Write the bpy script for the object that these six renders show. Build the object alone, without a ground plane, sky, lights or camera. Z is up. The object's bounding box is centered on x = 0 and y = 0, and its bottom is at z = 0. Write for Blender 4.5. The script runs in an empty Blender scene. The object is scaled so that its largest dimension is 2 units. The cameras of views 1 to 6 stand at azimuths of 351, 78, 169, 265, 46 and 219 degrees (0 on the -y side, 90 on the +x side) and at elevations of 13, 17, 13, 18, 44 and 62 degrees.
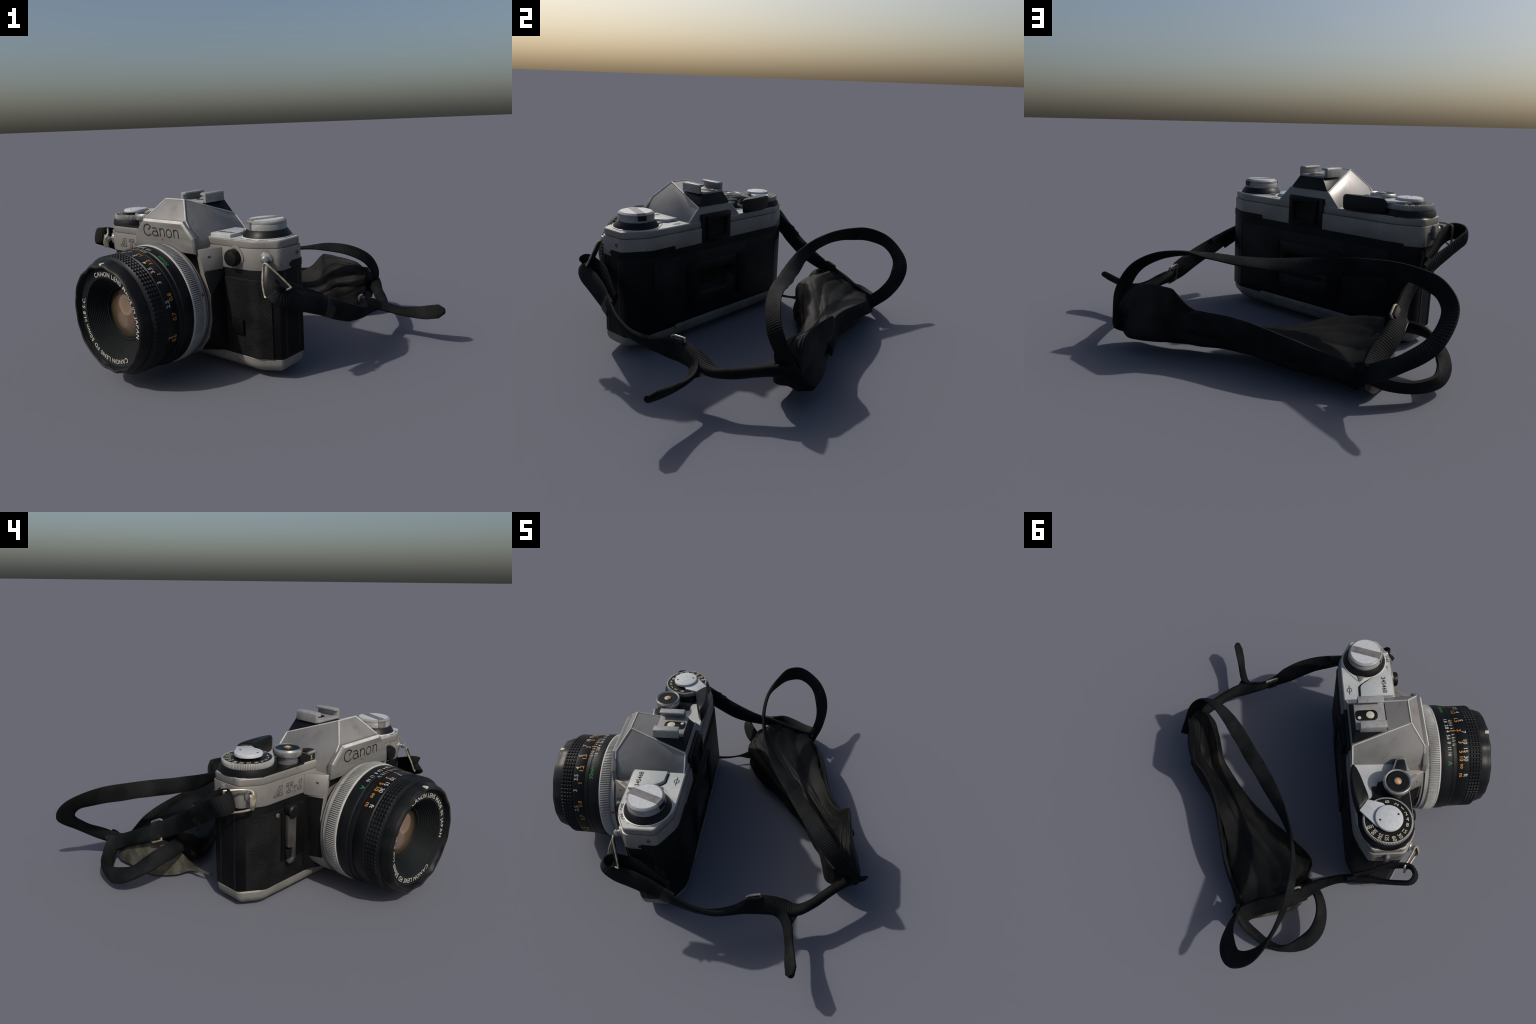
# A worn 35 mm single-lens reflex camera with its neck strap, built part by part.
import bpy, bmesh, math, random
from math import sin, cos, pi, radians
from mathutils import Vector, Matrix, noise

random.seed(7)
COL = bpy.context.scene.collection

# ------------------------------------------------------------------ pose of the camera body
# body frame: x = towards the rewind end, y = towards the film door, z = up, lens axis at x = 0
_t, _r = radians(-51.1), radians(1.0)
AX = Vector((cos(_t) * cos(_r), sin(_t) * cos(_r), sin(_r)))
AY = Vector((-sin(_t), cos(_t), 0))
AZ = AX.cross(AY)
ORG = AX * 0.104 - AY * 0.45
POSE = Matrix(((AX.x, AY.x, AZ.x, ORG.x), (AX.y, AY.y, AZ.y, ORG.y), (AX.z, AY.z, AZ.z, ORG.z), (0, 0, 0, 1)))

# ------------------------------------------------------------------ materials
def material(name, c1, c2=None, rough=0.5, spec=0.3, metal=0.0, nscale=9.0, mix=(0.35, 0.65),
             bump=0.0, bscale=120.0, bdist=0.002, speck=None, speck_at=(0.66, 0.72), speck_scale=40.0,
             stretch=(1, 1, 1), coat=0.0, voronoi=False, detail=4.0):
    m = bpy.data.materials.new(name)
    m.use_nodes = True
    nt = m.node_tree
    b = nt.nodes["Principled BSDF"]
    b.inputs["Roughness"].default_value = rough
    b.inputs["Metallic"].default_value = metal
    b.inputs["Specular IOR Level"].default_value = spec
    b.inputs["Coat Weight"].default_value = coat
    tc = nt.nodes.new("ShaderNodeTexCoord")
    mp = nt.nodes.new("ShaderNodeMapping")
    mp.inputs["Scale"].default_value = stretch
    nt.links.new(tc.outputs["Object"], mp.inputs["Vector"])
    if c2 is None:
        b.inputs["Base Color"].default_value = (*c1, 1)
        out = None
    else:
        n = nt.nodes.new("ShaderNodeTexNoise")
        n.inputs["Scale"].default_value = nscale
        n.inputs["Detail"].default_value = detail
        nt.links.new(mp.outputs[0], n.inputs["Vector"])
        r = nt.nodes.new("ShaderNodeValToRGB")
        r.color_ramp.elements[0].position, r.color_ramp.elements[1].position = mix
        r.color_ramp.elements[0].color = (*c1, 1)
        r.color_ramp.elements[1].color = (*c2, 1)
        nt.links.new(n.outputs["Fac"], r.inputs[0])
        out = r.outputs[0]
        if speck is not None:
            n2 = nt.nodes.new("ShaderNodeTexNoise")
            n2.inputs["Scale"].default_value = speck_scale
            n2.inputs["Detail"].default_value = 6
            nt.links.new(mp.outputs[0], n2.inputs["Vector"])
            r2 = nt.nodes.new("ShaderNodeValToRGB")
            r2.color_ramp.elements[0].position, r2.color_ramp.elements[1].position = speck_at
            nt.links.new(n2.outputs["Fac"], r2.inputs[0])
            mx = nt.nodes.new("ShaderNodeMix")
            mx.data_type = 'RGBA'
            nt.links.new(r2.outputs[0], mx.inputs[0])
            nt.links.new(out, mx.inputs[6])
            mx.inputs[7].default_value = (*speck, 1)
            out = mx.outputs[2]
        nt.links.new(out, b.inputs["Base Color"])
    if bump > 0:
        if voronoi:
            t = nt.nodes.new("ShaderNodeTexVoronoi")
            t.inputs["Scale"].default_value = bscale
            src = t.outputs["Distance"]
        else:
            t = nt.nodes.new("ShaderNodeTexNoise")
            t.inputs["Scale"].default_value = bscale
            t.inputs["Detail"].default_value = 3
            src = t.outputs["Fac"]
        nt.links.new(mp.outputs[0], t.inputs["Vector"])
        bp = nt.nodes.new("ShaderNodeBump")
        bp.inputs["Strength"].default_value = bump
        bp.inputs["Distance"].default_value = bdist
        nt.links.new(src, bp.inputs["Height"])
        nt.links.new(bp.outputs[0], b.inputs["Normal"])
    return m

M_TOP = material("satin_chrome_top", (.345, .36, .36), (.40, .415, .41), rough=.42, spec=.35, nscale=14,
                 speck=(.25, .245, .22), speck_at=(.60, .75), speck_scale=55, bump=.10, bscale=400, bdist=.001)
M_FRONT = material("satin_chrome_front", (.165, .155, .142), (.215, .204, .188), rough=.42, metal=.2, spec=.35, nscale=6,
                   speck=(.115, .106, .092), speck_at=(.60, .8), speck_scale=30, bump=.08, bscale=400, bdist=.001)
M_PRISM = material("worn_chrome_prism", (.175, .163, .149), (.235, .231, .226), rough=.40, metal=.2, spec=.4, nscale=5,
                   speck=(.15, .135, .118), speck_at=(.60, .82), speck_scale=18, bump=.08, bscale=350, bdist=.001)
M_PLATE = material("brushed_nameplate", (.130, .128, .121), (.190, .185, .174), rough=.35, metal=.2, spec=.45, nscale=7,
                   stretch=(.4, 1, 3), bump=.05, bscale=300, bdist=.001)
M_BASE = material("base_chrome", (.120, .116, .104), (.195, .188, .170), rough=.5, spec=.3, nscale=6,
                  speck=(.10, .095, .082), speck_at=(.58, .75), speck_scale=22)
M_EDGE = material("polished_edge", (.40, .395, .365), (.50, .49, .455), rough=.3, spec=.5, nscale=20)
M_RING = material("knurled_chrome", (.24, .24, .23), (.33, .33, .315), rough=.4, spec=.4, nscale=12,
                  speck=(.17, .17, .16), speck_at=(.62, .8), speck_scale=30)
M_CAP = material("bead_blasted_cap", (.38, .395, .405), (.45, .465, .475), rough=.5, spec=.3, nscale=60, mix=(.3, .7))
M_SHOE = material("worn_shoe_chrome", (.19, .19, .185), (.27, .272, .272), rough=.4, spec=.4, nscale=16, speck=(.13, .125, .112), speck_at=(.60, .8), speck_scale=35)
M_BRASS = material("worn_brass_wire", (.12, .10, .068), (.31, .28, .22), rough=.35, spec=.5, metal=.2, nscale=30)
M_CHROME = material("bright_chrome", (.30, .30, .29), (.46, .45, .43), rough=.2, spec=.6, metal=.75, nscale=25)
M_SLOT = material("dark_crank_metal", (.105, .10, .098), (.17, .16, .155), rough=.45, spec=.35, nscale=30)
M_LEVER = material("dark_lever_metal", (.026, .026, .026), (.055, .053, .050), rough=.4, spec=.4, nscale=14)
M_BLACK = material("black_paint", (.0030, .0033, .0036), (.0075, .0078, .0085), rough=.42, spec=.2, nscale=8)
M_BODY = material("black_body", (.0022, .0024, .0028), (.0050, .0052, .0058), rough=.5, spec=.12, nscale=6)
M_LEATHER = material("grained_leatherette", (.0035, .0037, .0039), (.0105, .0102, .0098), rough=.55, spec=.16, nscale=10,
                     bump=.45, bscale=120, bdist=.003, voronoi=True)
M_LENS = material("lens_black", (.0025, .0030, .0036), (.0070, .0076, .0084), rough=.42, spec=.2, nscale=9,
                  speck=(.03, .03, .03), speck_at=(.72, .85), speck_scale=25)
M_GRIP = material("rubbed_grip_black", (.0035, .0042, .0048), (.012, .013, .0145), rough=.5, spec=.2, nscale=14)
M_RIM = material("worn_filter_rim", (.0045, .0045, .005), (.018, .016, .0145), rough=.45, spec=.22, nscale=10)
M_CONE = material("lens_front_cone", (.0065, .0085, .0092), (.0115, .013, .014), rough=.6, spec=.14, nscale=5)
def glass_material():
    """front element: warm rings, crescent and lobe of reflected light painted into its colour"""
    m = material("front_element_painted_reflections", (.05, .035, .02), (.09, .062, .038), rough=.10, spec=.5, nscale=14, coat=.5)
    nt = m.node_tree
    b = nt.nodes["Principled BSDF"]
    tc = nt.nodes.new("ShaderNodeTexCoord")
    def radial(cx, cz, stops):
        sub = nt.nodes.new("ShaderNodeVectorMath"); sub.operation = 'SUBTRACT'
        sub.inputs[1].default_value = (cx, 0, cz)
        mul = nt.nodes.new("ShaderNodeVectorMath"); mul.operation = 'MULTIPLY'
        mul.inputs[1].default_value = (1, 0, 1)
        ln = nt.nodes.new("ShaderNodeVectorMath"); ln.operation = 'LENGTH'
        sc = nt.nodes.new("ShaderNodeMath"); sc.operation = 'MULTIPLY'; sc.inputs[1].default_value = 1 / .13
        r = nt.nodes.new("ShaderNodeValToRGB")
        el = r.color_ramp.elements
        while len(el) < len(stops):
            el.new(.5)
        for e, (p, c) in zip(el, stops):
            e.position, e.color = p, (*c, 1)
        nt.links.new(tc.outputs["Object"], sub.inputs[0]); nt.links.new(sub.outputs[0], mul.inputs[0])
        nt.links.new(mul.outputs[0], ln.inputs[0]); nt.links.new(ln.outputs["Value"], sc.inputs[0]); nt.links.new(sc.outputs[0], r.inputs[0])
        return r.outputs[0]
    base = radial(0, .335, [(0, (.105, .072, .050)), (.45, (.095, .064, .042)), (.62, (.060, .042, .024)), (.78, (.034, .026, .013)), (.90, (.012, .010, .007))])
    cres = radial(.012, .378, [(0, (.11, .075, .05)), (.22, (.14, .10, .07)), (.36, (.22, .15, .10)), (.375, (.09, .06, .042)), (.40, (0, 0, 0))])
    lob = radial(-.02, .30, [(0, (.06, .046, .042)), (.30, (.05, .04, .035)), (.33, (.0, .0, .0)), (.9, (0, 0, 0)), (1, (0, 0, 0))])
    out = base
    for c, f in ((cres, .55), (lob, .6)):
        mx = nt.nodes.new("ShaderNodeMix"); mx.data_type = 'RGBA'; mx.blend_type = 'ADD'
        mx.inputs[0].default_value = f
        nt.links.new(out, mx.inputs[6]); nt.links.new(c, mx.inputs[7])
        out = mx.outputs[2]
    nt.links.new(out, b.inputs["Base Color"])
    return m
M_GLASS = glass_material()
M_WHITE = material("engraved_white", (.36, .345, .30), (.48, .465, .415), rough=.6, spec=.2, nscale=60)
M_ORANGE = material("engraved_orange", (.42, .165, .022), (.55, .235, .04), rough=.6, spec=.2, nscale=60)
M_GREEN = material("engraved_green", (.02, .15, .045), (.035, .21, .07), rough=.6, spec=.2, nscale=60)
M_RED = material("red_mark", (.26, .025, .018), (.36, .04, .025), rough=.6, spec=.2, nscale=60)
M_INK = material("black_engraving", (.012, .012, .012), (.022, .022, .022), rough=.6, spec=.2, nscale=60)
M_GOLD = material("pale_contact", (.42, .38, .29), (.50, .46, .36), rough=.4, spec=.4, nscale=50)
M_AMBER = material("amber_button_centre", (.50, .22, .04), (.62, .32, .09), rough=.35, spec=.4, nscale=60)
M_DIALNUM = material("dial_numeral_cream", (.36, .31, .20), (.47, .42, .31), rough=.6, spec=.2, nscale=60)
M_WEB = material("nylon_webbing", (.0026, .0030, .0034), (.0098, .0108, .0116), rough=.75, spec=.10, nscale=7,
                 bump=.35, bscale=320, bdist=.002)
M_PAD = material("crumpled_pad_cloth", (.0024, .0027, .0028), (.0115, .0115, .0105), rough=.6, spec=.13, nscale=5,
                 mix=(.42, .72), bump=.25, bscale=60, bdist=.004)
M_BUCKLE = material("black_buckle", (.005, .005, .005), (.013, .0125, .0115), rough=.4, spec=.25, nscale=20)
M_SCRAP = material("dusty_residue", (.040, .038, .031), (.115, .108, .088), rough=.9, spec=.1, nscale=16)

# ------------------------------------------------------------------ object helpers
ROOT = bpy.data.objects.new("film_camera", None)
COL.objects.link(ROOT)
ROOT["label"] = "silver and black 35 mm film camera with black neck strap"
ROOT["category"] = "camera"
ROOT.empty_display_size = .1

def add(name, me, mats, parent=None, smooth=35, world=False, kind=None):
    """link a mesh as a part (child of the root) or sub-part (child of a part)"""
    ob = bpy.data.objects.new(name, me)
    COL.objects.link(ob)
    for m in (mats if isinstance(mats, (list, tuple)) else [mats]):
        me.materials.append(m)
    if smooth:
        for p in me.polygons:
            p.use_smooth = True
        me.set_sharp_from_angle(angle=radians(smooth))
    if parent is None:
        ob.parent = ROOT
        if not world:
            ob.matrix_basis = POSE
    else:
        ob.parent = parent
    if kind:
        ob["kind"] = kind
    return ob

def mesh_of(name, verts, faces, mat_idx=None):
    me = bpy.data.meshes.new(name)
    me.from_pydata([tuple(v) for v in verts], [], faces)
    if mat_idx:
        for p, i in zip(me.polygons, mat_idx):
            p.material_index = i
    me.validate()
    me.update()
    return me

def bm_mesh(name, bm, bevel=0.0, seg=2, angle=25):
    """optionally bevel every edge sharper than `angle`, fix normals, return a mesh"""
    bmesh.ops.remove_doubles(bm, verts=bm.verts, dist=1e-6)
    bmesh.ops.recalc_face_normals(bm, faces=bm.faces)
    if bevel > 0:
        bm.normal_update()
        es = [e for e in bm.edges if len(e.link_faces) == 2 and e.calc_face_angle(0) > radians(angle)]
        bmesh.ops.bevel(bm, geom=es, offset=bevel, segments=seg, profile=.5, affect='EDGES', clamp_overlap=True)
    me = bpy.data.meshes.new(name)
    bm.to_mesh(me)
    bm.free()
    return me

def slab(outline, z0, z1, bevel=0.0, seg=2, name="slab", to=None):
    """extrude a plan outline from z0 to z1; `to` remaps (u,v,w) to xyz"""
    to = to or (lambda u, v, w: (u, v, w))
    bm = bmesh.new()
    a = [bm.verts.new(to(x, y, z0)) for x, y in outline]
    b = [bm.verts.new(to(x, y, z1)) for x, y in outline]
    n = len(a)
    bm.faces.new(a)
    bm.faces.new(b)
    for i in range(n):
        bm.faces.new((a[i], a[(i + 1) % n], b[(i + 1) % n], b[i]))
    return bm_mesh(name, bm, bevel, seg)

FRONTAL = lambda u, v, w: (u, w, v)          # outline given in (x, z), extruded along y

def box(x0, x1, y0, y1, z0, z1, bevel=.004, name="box"):
    return slab([(x0, y0), (x1, y0), (x1, y1), (x0, y1)], z0, z1, bevel, 2, name)

def hull(points, bevel=0.0, name="hull", seg=2):
    bm = bmesh.new()
    vs = [bm.verts.new(p) for p in points]
    bmesh.ops.convex_hull(bm, input=vs)
    bmesh.ops.dissolve_limit(bm, angle_limit=radians(2), verts=bm.verts, edges=bm.edges)
    return bm_mesh(name, bm, bevel, seg)

def loft(rings, name="loft", cap=True, closed=True):
    verts, faces = [], []
    n = len(rings[0])
    for r in rings:
        verts += list(r)
    for k in range(len(rings) - 1):
        for i in range(n if closed else n - 1):
            j = (i + 1) % n
            faces.append((k * n + i, k * n + j, (k + 1) * n + j, (k + 1) * n + i))
    if cap:
        faces.append(tuple(range(n - 1, -1, -1)))
        faces.append(tuple((len(rings) - 1) * n + i for i in range(n)))
    me = mesh_of(name, verts, faces)
    bm = bmesh.new()
    bm.from_mesh(me)
    bmesh.ops.recalc_face_normals(bm, faces=bm.faces)
    bm.to_mesh(me)
    bm.free()
    return me

def lathe(profile, centre, axis='Z', n=96, name="turned", wob=None, end_cap=True, start_cap=True):
    """turn (radius, height) pairs about an axis through `centre`; heights are absolute coordinates"""
    verts, faces = [], []
    cx, cy, cz = centre
    for r, h in profile:
        for i in range(n):
            a = 2 * pi * i / n
            rr = r if wob is None else wob(r, h, a)
            if axis == 'Z':
                verts.append((cx + rr * cos(a), cy + rr * sin(a), h))
            else:
                verts.append((cx + rr * sin(a), h, cz + rr * cos(a)))
    m = len(profile)
    for k in range(m - 1):
        for i in range(n):
            j = (i + 1) % n
            faces.append((k * n + i, k * n + j, (k + 1) * n + j, (k + 1) * n + i))
    if profile[0][0] > 1e-5 and start_cap:
        faces.append(tuple(range(n)))
    if profile[-1][0] > 1e-5 and end_cap:
        faces.append(tuple((m - 1) * n + i for i in range(n)))
    bm = bmesh.new()
    me = mesh_of(name, verts, faces)
    bm.from_mesh(me)
    bmesh.ops.remove_doubles(bm, verts=bm.verts, dist=1e-6)
    bmesh.ops.recalc_face_normals(bm, faces=bm.faces)
    bm.to_mesh(me)
    bm.free()
    return me

def band(profile, centre, axis='Y', n=160, name="ring", wob=None):
    """closed ring: the profile is a closed loop of (radius, height)"""
    verts, faces = [], []
    cx, cy, cz = centre
    m = len(profile)
    for r, h in profile:
        for i in range(n):
            a = 2 * pi * i / n
            rr = r if wob is None else wob(r, h, a, i)
            verts.append((cx + rr * cos(a), cy + rr * sin(a), h) if axis == 'Z' else (cx + rr * sin(a), h, cz + rr * cos(a)))
    for k in range(m):
        l = (k + 1) % m
        for i in range(n):
            j = (i + 1) % n
            faces.append((k * n + i, k * n + j, l * n + j, l * n + i))
    bm = bmesh.new()
    me = mesh_of(name, verts, faces)
    bm.from_mesh(me)
    bmesh.ops.recalc_face_normals(bm, faces=bm.faces)
    bm.to_mesh(me)
    bm.free()
    return me

def darken_knurl_grooves(me, profile_len, n, rows):
    """give the groove faces of a knurled band (4 columns per tooth) the second material"""
    for p in me.polygons:
        vs = list(p.vertices)
        k, i = vs[0] // n, min(v % n for v in vs)
        if k in rows and i % 4 == 2:
            p.material_index = 1
    return me

def join(meshes, name):
    verts, faces, mi = [], [], []
    for me in meshes:
        o = len(verts)
        verts += [v.co.copy() for v in me.vertices]
        for p in me.polygons:
            faces.append(tuple(o + i for i in p.vertices))
            mi.append(p.material_index)
    return mesh_of(name, verts, faces, mi)

def tube(path, r, n=10, name="wire", closed=False):
    """round wire along a list of points"""
    P = [Vector(p) for p in path]
    rings = []
    u = None
    for i, p in enumerate(P):
        a = P[(i - 1) % len(P)] if (closed or i > 0) else p
        b = P[(i + 1) % len(P)] if (closed or i < len(P) - 1) else p
        t = (b - a).normalized()
        if u is None:
            u = t.orthogonal().normalized()
        u = (u - t * u.dot(t)).normalized()
        v = t.cross(u)
        rings.append([p + (u * cos(2 * pi * k / n) + v * sin(2 * pi * k / n)) * r for k in range(n)])
    if closed:
        rings.append(rings[0])
    me = loft(rings, name, cap=not closed)
    if closed:
        bm = bmesh.new()
        bm.from_mesh(me)
        bmesh.ops.remove_doubles(bm, verts=bm.verts, dist=1e-6)
        bm.to_mesh(me)
        bm.free()
    return me

def smooth_path(pts, per=8, closed=False):
    """Catmull-Rom through points (any dimension)"""
    P = [Vector(p) for p in pts]
    out = []
    n = len(P)
    seg = n if closed else n - 1
    for i in range(seg):
        p0 = P[(i - 1) % n] if (closed or i > 0) else P[0] * 2 - P[1]
        p1, p2 = P[i], P[(i + 1) % n]
        p3 = P[(i + 2) % n] if (closed or i + 2 < n) else P[-1] * 2 - P[-2]
        for k in range(per):
            t = k / per
            out.append(.5 * ((2 * p1) + (p2 - p0) * t + (2 * p0 - 5 * p1 + 4 * p2 - p3) * t * t + (3 * p1 - p0 - 3 * p2 + p3) * t ** 3))
    if not closed:
        out.append(P[-1].copy())
    return out

# ------------------------------------------------------------------ lettering
_glyphs = {}
def text_flat(s, size):
    """built-in font text as flat triangles: verts (x,y), faces, width"""
    key = s
    if key not in _glyphs:
        cu = bpy.data.curves.new("lettering", 'FONT')
        cu.body = s
        cu.size = 1
        cu.resolution_u = 3
        cu.offset = .012
        ob = bpy.data.objects.new("lettering", cu)
        COL.objects.link(ob)
        dg = bpy.context.evaluated_depsgraph_get()
        ev = ob.evaluated_get(dg)
        me = ev.to_mesh()
        _glyphs[key] = ([(v.co.x, v.co.y) for v in me.vertices], [tuple(p.vertices) for p in me.polygons])
        ev.to_mesh_clear()
        bpy.data.objects.remove(ob)
        bpy.data.curves.remove(cu)
    v, f = _glyphs[key]
    v = [(x * size, y * size) for x, y in v]
    xs = [p[0] for p in v] or [0]
    return v, f, min(xs), max(xs)

class Lettering:
    """collects mapped text into one mesh"""
    def __init__(self):
        self.v, self.f = [], []
    def put(self, s, size, fn, squeeze=1.0):
        v, f, a, b = text_flat(s, size)
        c = (a + b) / 2
        h = .345 * size
        o = len(self.v)
        self.v += [fn((x - c) * squeeze, y - h) for x, y in v]
        self.f += [tuple(o + i for i in q) for q in f]
    def strokes(self, lines, w, fn, closed=False):
        """lines of constant width; fn maps (x, y)"""
        for L in lines:
            P = [Vector(p) for p in L]
            n = len(P)
            L2, R2 = [], []
            for i, p in enumerate(P):
                a = P[i - 1] if (closed or i > 0) else None
                b = P[(i + 1) % n] if (closed or i < n - 1) else None
                d1 = (p - a).normalized() if a is not None else (b - p).normalized()
                d2 = (b - p).normalized() if b is not None else d1
                n1, n2 = Vector((-d1.y, d1.x)), Vector((-d2.y, d2.x))
                m = (n1 + n2)
                m = m.normalized() if m.length > 1e-4 else n1
                k = min(1 / max(.35, m.dot(n1)), 1.8)
                L2.append(p + m * w / 2 * k)
                R2.append(p - m * w / 2 * k)
            o = len(self.v)
            for l, r in zip(L2, R2):
                self.v += [fn(l.x, l.y), fn(r.x, r.y)]
            for i in range(n if closed else n - 1):
                j = (i + 1) % n
                self.f.append((o + 2 * i, o + 2 * i + 1, o + 2 * j + 1, o + 2 * j))
    def obj(self, name, mat, parent, thick=None):
        me = mesh_of(name, self.v, self.f)
        return add(name, me, mat, parent, smooth=0)

# =================================================================== BODY
def inset(outline, d):
    """shrink a convex-ish outline by d along the corner bisectors"""
    n = len(outline)
    out = []
    for i in range(n):
        p0, p1, p2 = Vector(outline[i - 1]), Vector(outline[i]), Vector(outline[(i + 1) % n])
        d1, d2 = (p1 - p0).normalized(), (p2 - p1).normalized()
        n1, n2 = Vector((-d1.y, d1.x)), Vector((-d2.y, d2.x))
        m = (n1 + n2).normalized()
        k = d / max(.5, m.dot(n1))
        out.append(tuple(p1 + m * k))
    return out

def rounded(outline, radius=.03, k=4):
    """round the corners of an outline"""
    n = len(outline)
    out = []
    for i in range(n):
        p0, p1, p2 = Vector(outline[i - 1]), Vector(outline[i]), Vector(outline[(i + 1) % n])
        r = min(radius, .45 * (p1 - p0).length, .45 * (p2 - p1).length)
        a, b = p1 + (p0 - p1).normalized() * r, p1 + (p2 - p1).normalized() * r
        for j in range(k + 1):
            t = j / k
            out.append(tuple(a * (1 - t) ** 2 + p1 * 2 * t * (1 - t) + b * t * t))
    return out

PLAN = [(-.560, -.146), (.478, -.146), (.585, -.088), (.594, -.070), (.594, .058), (.586, .074),
        (.470, .142), (-.530, .142), (-.650, .082), (-.658, .066), (-.658, -.070), (-.650, -.088)]
PLAN_R = rounded(PLAN, .035)

# body shell: black, between base plate and top cover
BODY_PLAN = rounded([(-.550, -.144), (.485, -.144), (.586, -.088), (.592, -.070), (.592, .062), (.588, .080),
                     (.490, .140), (-.550, .140), (-.650, .088), (-.656, .066), (-.656, -.066), (-.645, -.084)], .030)
shell = add("body_shell", slab(BODY_PLAN, .094, .5185, .003), M_BODY)
# leatherette wraps: front right of the mount, front left of the mount (each goes round its end)
def wrap_strip(path, z0, z1, t, name):
    """vertical strip of thickness t standing outside a plan path"""
    P = [Vector(p) for p in path]
    N = []
    for i in range(len(P)):
        a, b = P[max(0, i - 1)], P[min(len(P) - 1, i + 1)]
        d = (b - a).normalized()
        N.append(Vector((d.y, -d.x)))
    rings = []
    for p, n in zip(P, N):
        q = p + n * t
        rings.append([(p.x, p.y, z0), (q.x, q.y, z0 + .003), (q.x, q.y, z1 - .003), (p.x, p.y, z1)])
    return loft(rings, name)

rightfront = [(.288, -.143), (.35, -.143), (.41, -.143), (.485, -.143), (.515, -.127), (.552, -.1065)]
leftfront = [(-.622, -.092), (-.585, -.116), (-.545, -.143), (-.48, -.143), (-.42, -.143), (-.36, -.143), (-.288, -.143)]
add("leatherette", wrap_strip(smooth_path(rightfront, 3), .098, .474, .006, "leatherette"), M_LEATHER)
add("leatherette", wrap_strip(smooth_path(leftfront, 3), .098, .476, .006, "leatherette"), M_LEATHER)

# hinge and door seams on both ends
for x, s in ((.590, 1), (-.655, -1)):
    add("door_edge", box(x - .003, x + .003, -.062, -.048, .10, .51, .001, "door_edge"), M_BLACK)
    add("door_edge", box(x - .003, x + .003, .034, .046, .10, .51, .001, "door_edge"), M_BLACK)
for y in (-.012, .018):
    add("hinge_knuckle", box(.590, .599, y - .012, y + .012, .528, .545, .002, "hinge_knuckle"), M_BLACK)

# film door at the back, with leather panel and memo holder
door_outline = [(-.640, .050), (.576, .050), (.582, .078), (.470, .1475), (-.530, .1475), (-.643, .086)]
door = add("film_door", slab(door_outline, .110, .534, .004), M_BODY)
back_leather = add("leatherette", box(-.515, .452, .144, .1505, .125, .492, .003, "back_leather"), M_LEATHER, parent=door)
# memo holder: a frame round a sunken pocket
memo_o = [(-.250, .170), (.228, .170), (.228, .432), (-.250, .432)]
memo_i = rounded([(-.150, .240), (.140, .240), (.140, .372), (-.150, .372)], .06, 6)
bm = bmesh.new()
def loop_at(pts, y):
    return [bm.verts.new((x, y, z)) for x, z in pts]
mo_b, mo_f = loop_at(memo_o, .140), loop_at(memo_o, .157)
mi_f, mi_b = loop_at(memo_i, .155), loop_at(inset(memo_i, .02), .112)
for i in range(4):
    bm.faces.new((mo_b[i], mo_b[(i + 1) % 4], mo_f[(i + 1) % 4], mo_f[i]))
for i in range(len(mi_f)):
    k = (i + 1) % len(mi_f)
    bm.faces.new((mi_f[i], mi_f[k], mi_b[k], mi_b[i]))
bm.faces.new(mi_b)
es = [bm.edges.get((mo_f[i], mo_f[(i + 1) % 4])) for i in range(4)]
es += [bm.edges.get((mi_f[i], mi_f[(i + 1) % len(mi_f)])) for i in range(len(mi_f))]
bmesh.ops.bridge_loops(bm, edges=es)
memo = add("memo_holder", bm_mesh("memo_holder", bm, .002), M_BLACK, parent=door)
def cut(ob, me):
    """subtract a mesh from an object and keep the result as its mesh"""
    tool = bpy.data.objects.new("cutter", me)
    COL.objects.link(tool)
    tool.matrix_world = ob.matrix_world if ob.parent is None else POSE
    md = ob.modifiers.new("cut", 'BOOLEAN')
    md.operation, md.object, md.solver = 'DIFFERENCE', tool, 'EXACT'
    bpy.context.view_layer.update()
    new = bpy.data.meshes.new_from_object(ob.evaluated_get(bpy.context.evaluated_depsgraph_get()))
    ob.modifiers.clear()
    ob.data = new
    bpy.data.objects.remove(tool)
pocket = slab(inset(memo_i, -.004), .105, .2, 0, to=FRONTAL)
cut(door, pocket)
cut(shell, pocket.copy())
cut(back_leather, pocket.copy())
add("memo_frame", box(-.250, -.168, .155, .165, .172, .430, .004, "memo_frame"), M_BODY, parent=door)
add("memo_frame", box(.166, .228, .155, .163, .172, .430, .004, "memo_frame"), M_BODY, parent=door)
add("memo_frame", box(-.168, .166, .155, .164, .170, .192, .003, "memo_frame"), M_BODY, parent=door)
for x in (-.215, .197):
    add("rivet", lathe([(.012, .160), (.012, .167), (0, .168)], (x, 0, .375), 'Y', 24, "rivet"), M_BLACK, parent=door)

# base plate: silver dish with rounded underside
base_rings = []
for z, d in ((.098, .006), (.092, .001), (.070, .002), (.052, .008), (.038, .020), (.026, .036), (.017, .055), (.012, .080)):
    base_rings.append([(x, y, z) for x, y in inset(PLAN_R, d)])
add("base_plate", loft(base_rings, "base_plate"), M_BASE)
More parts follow.
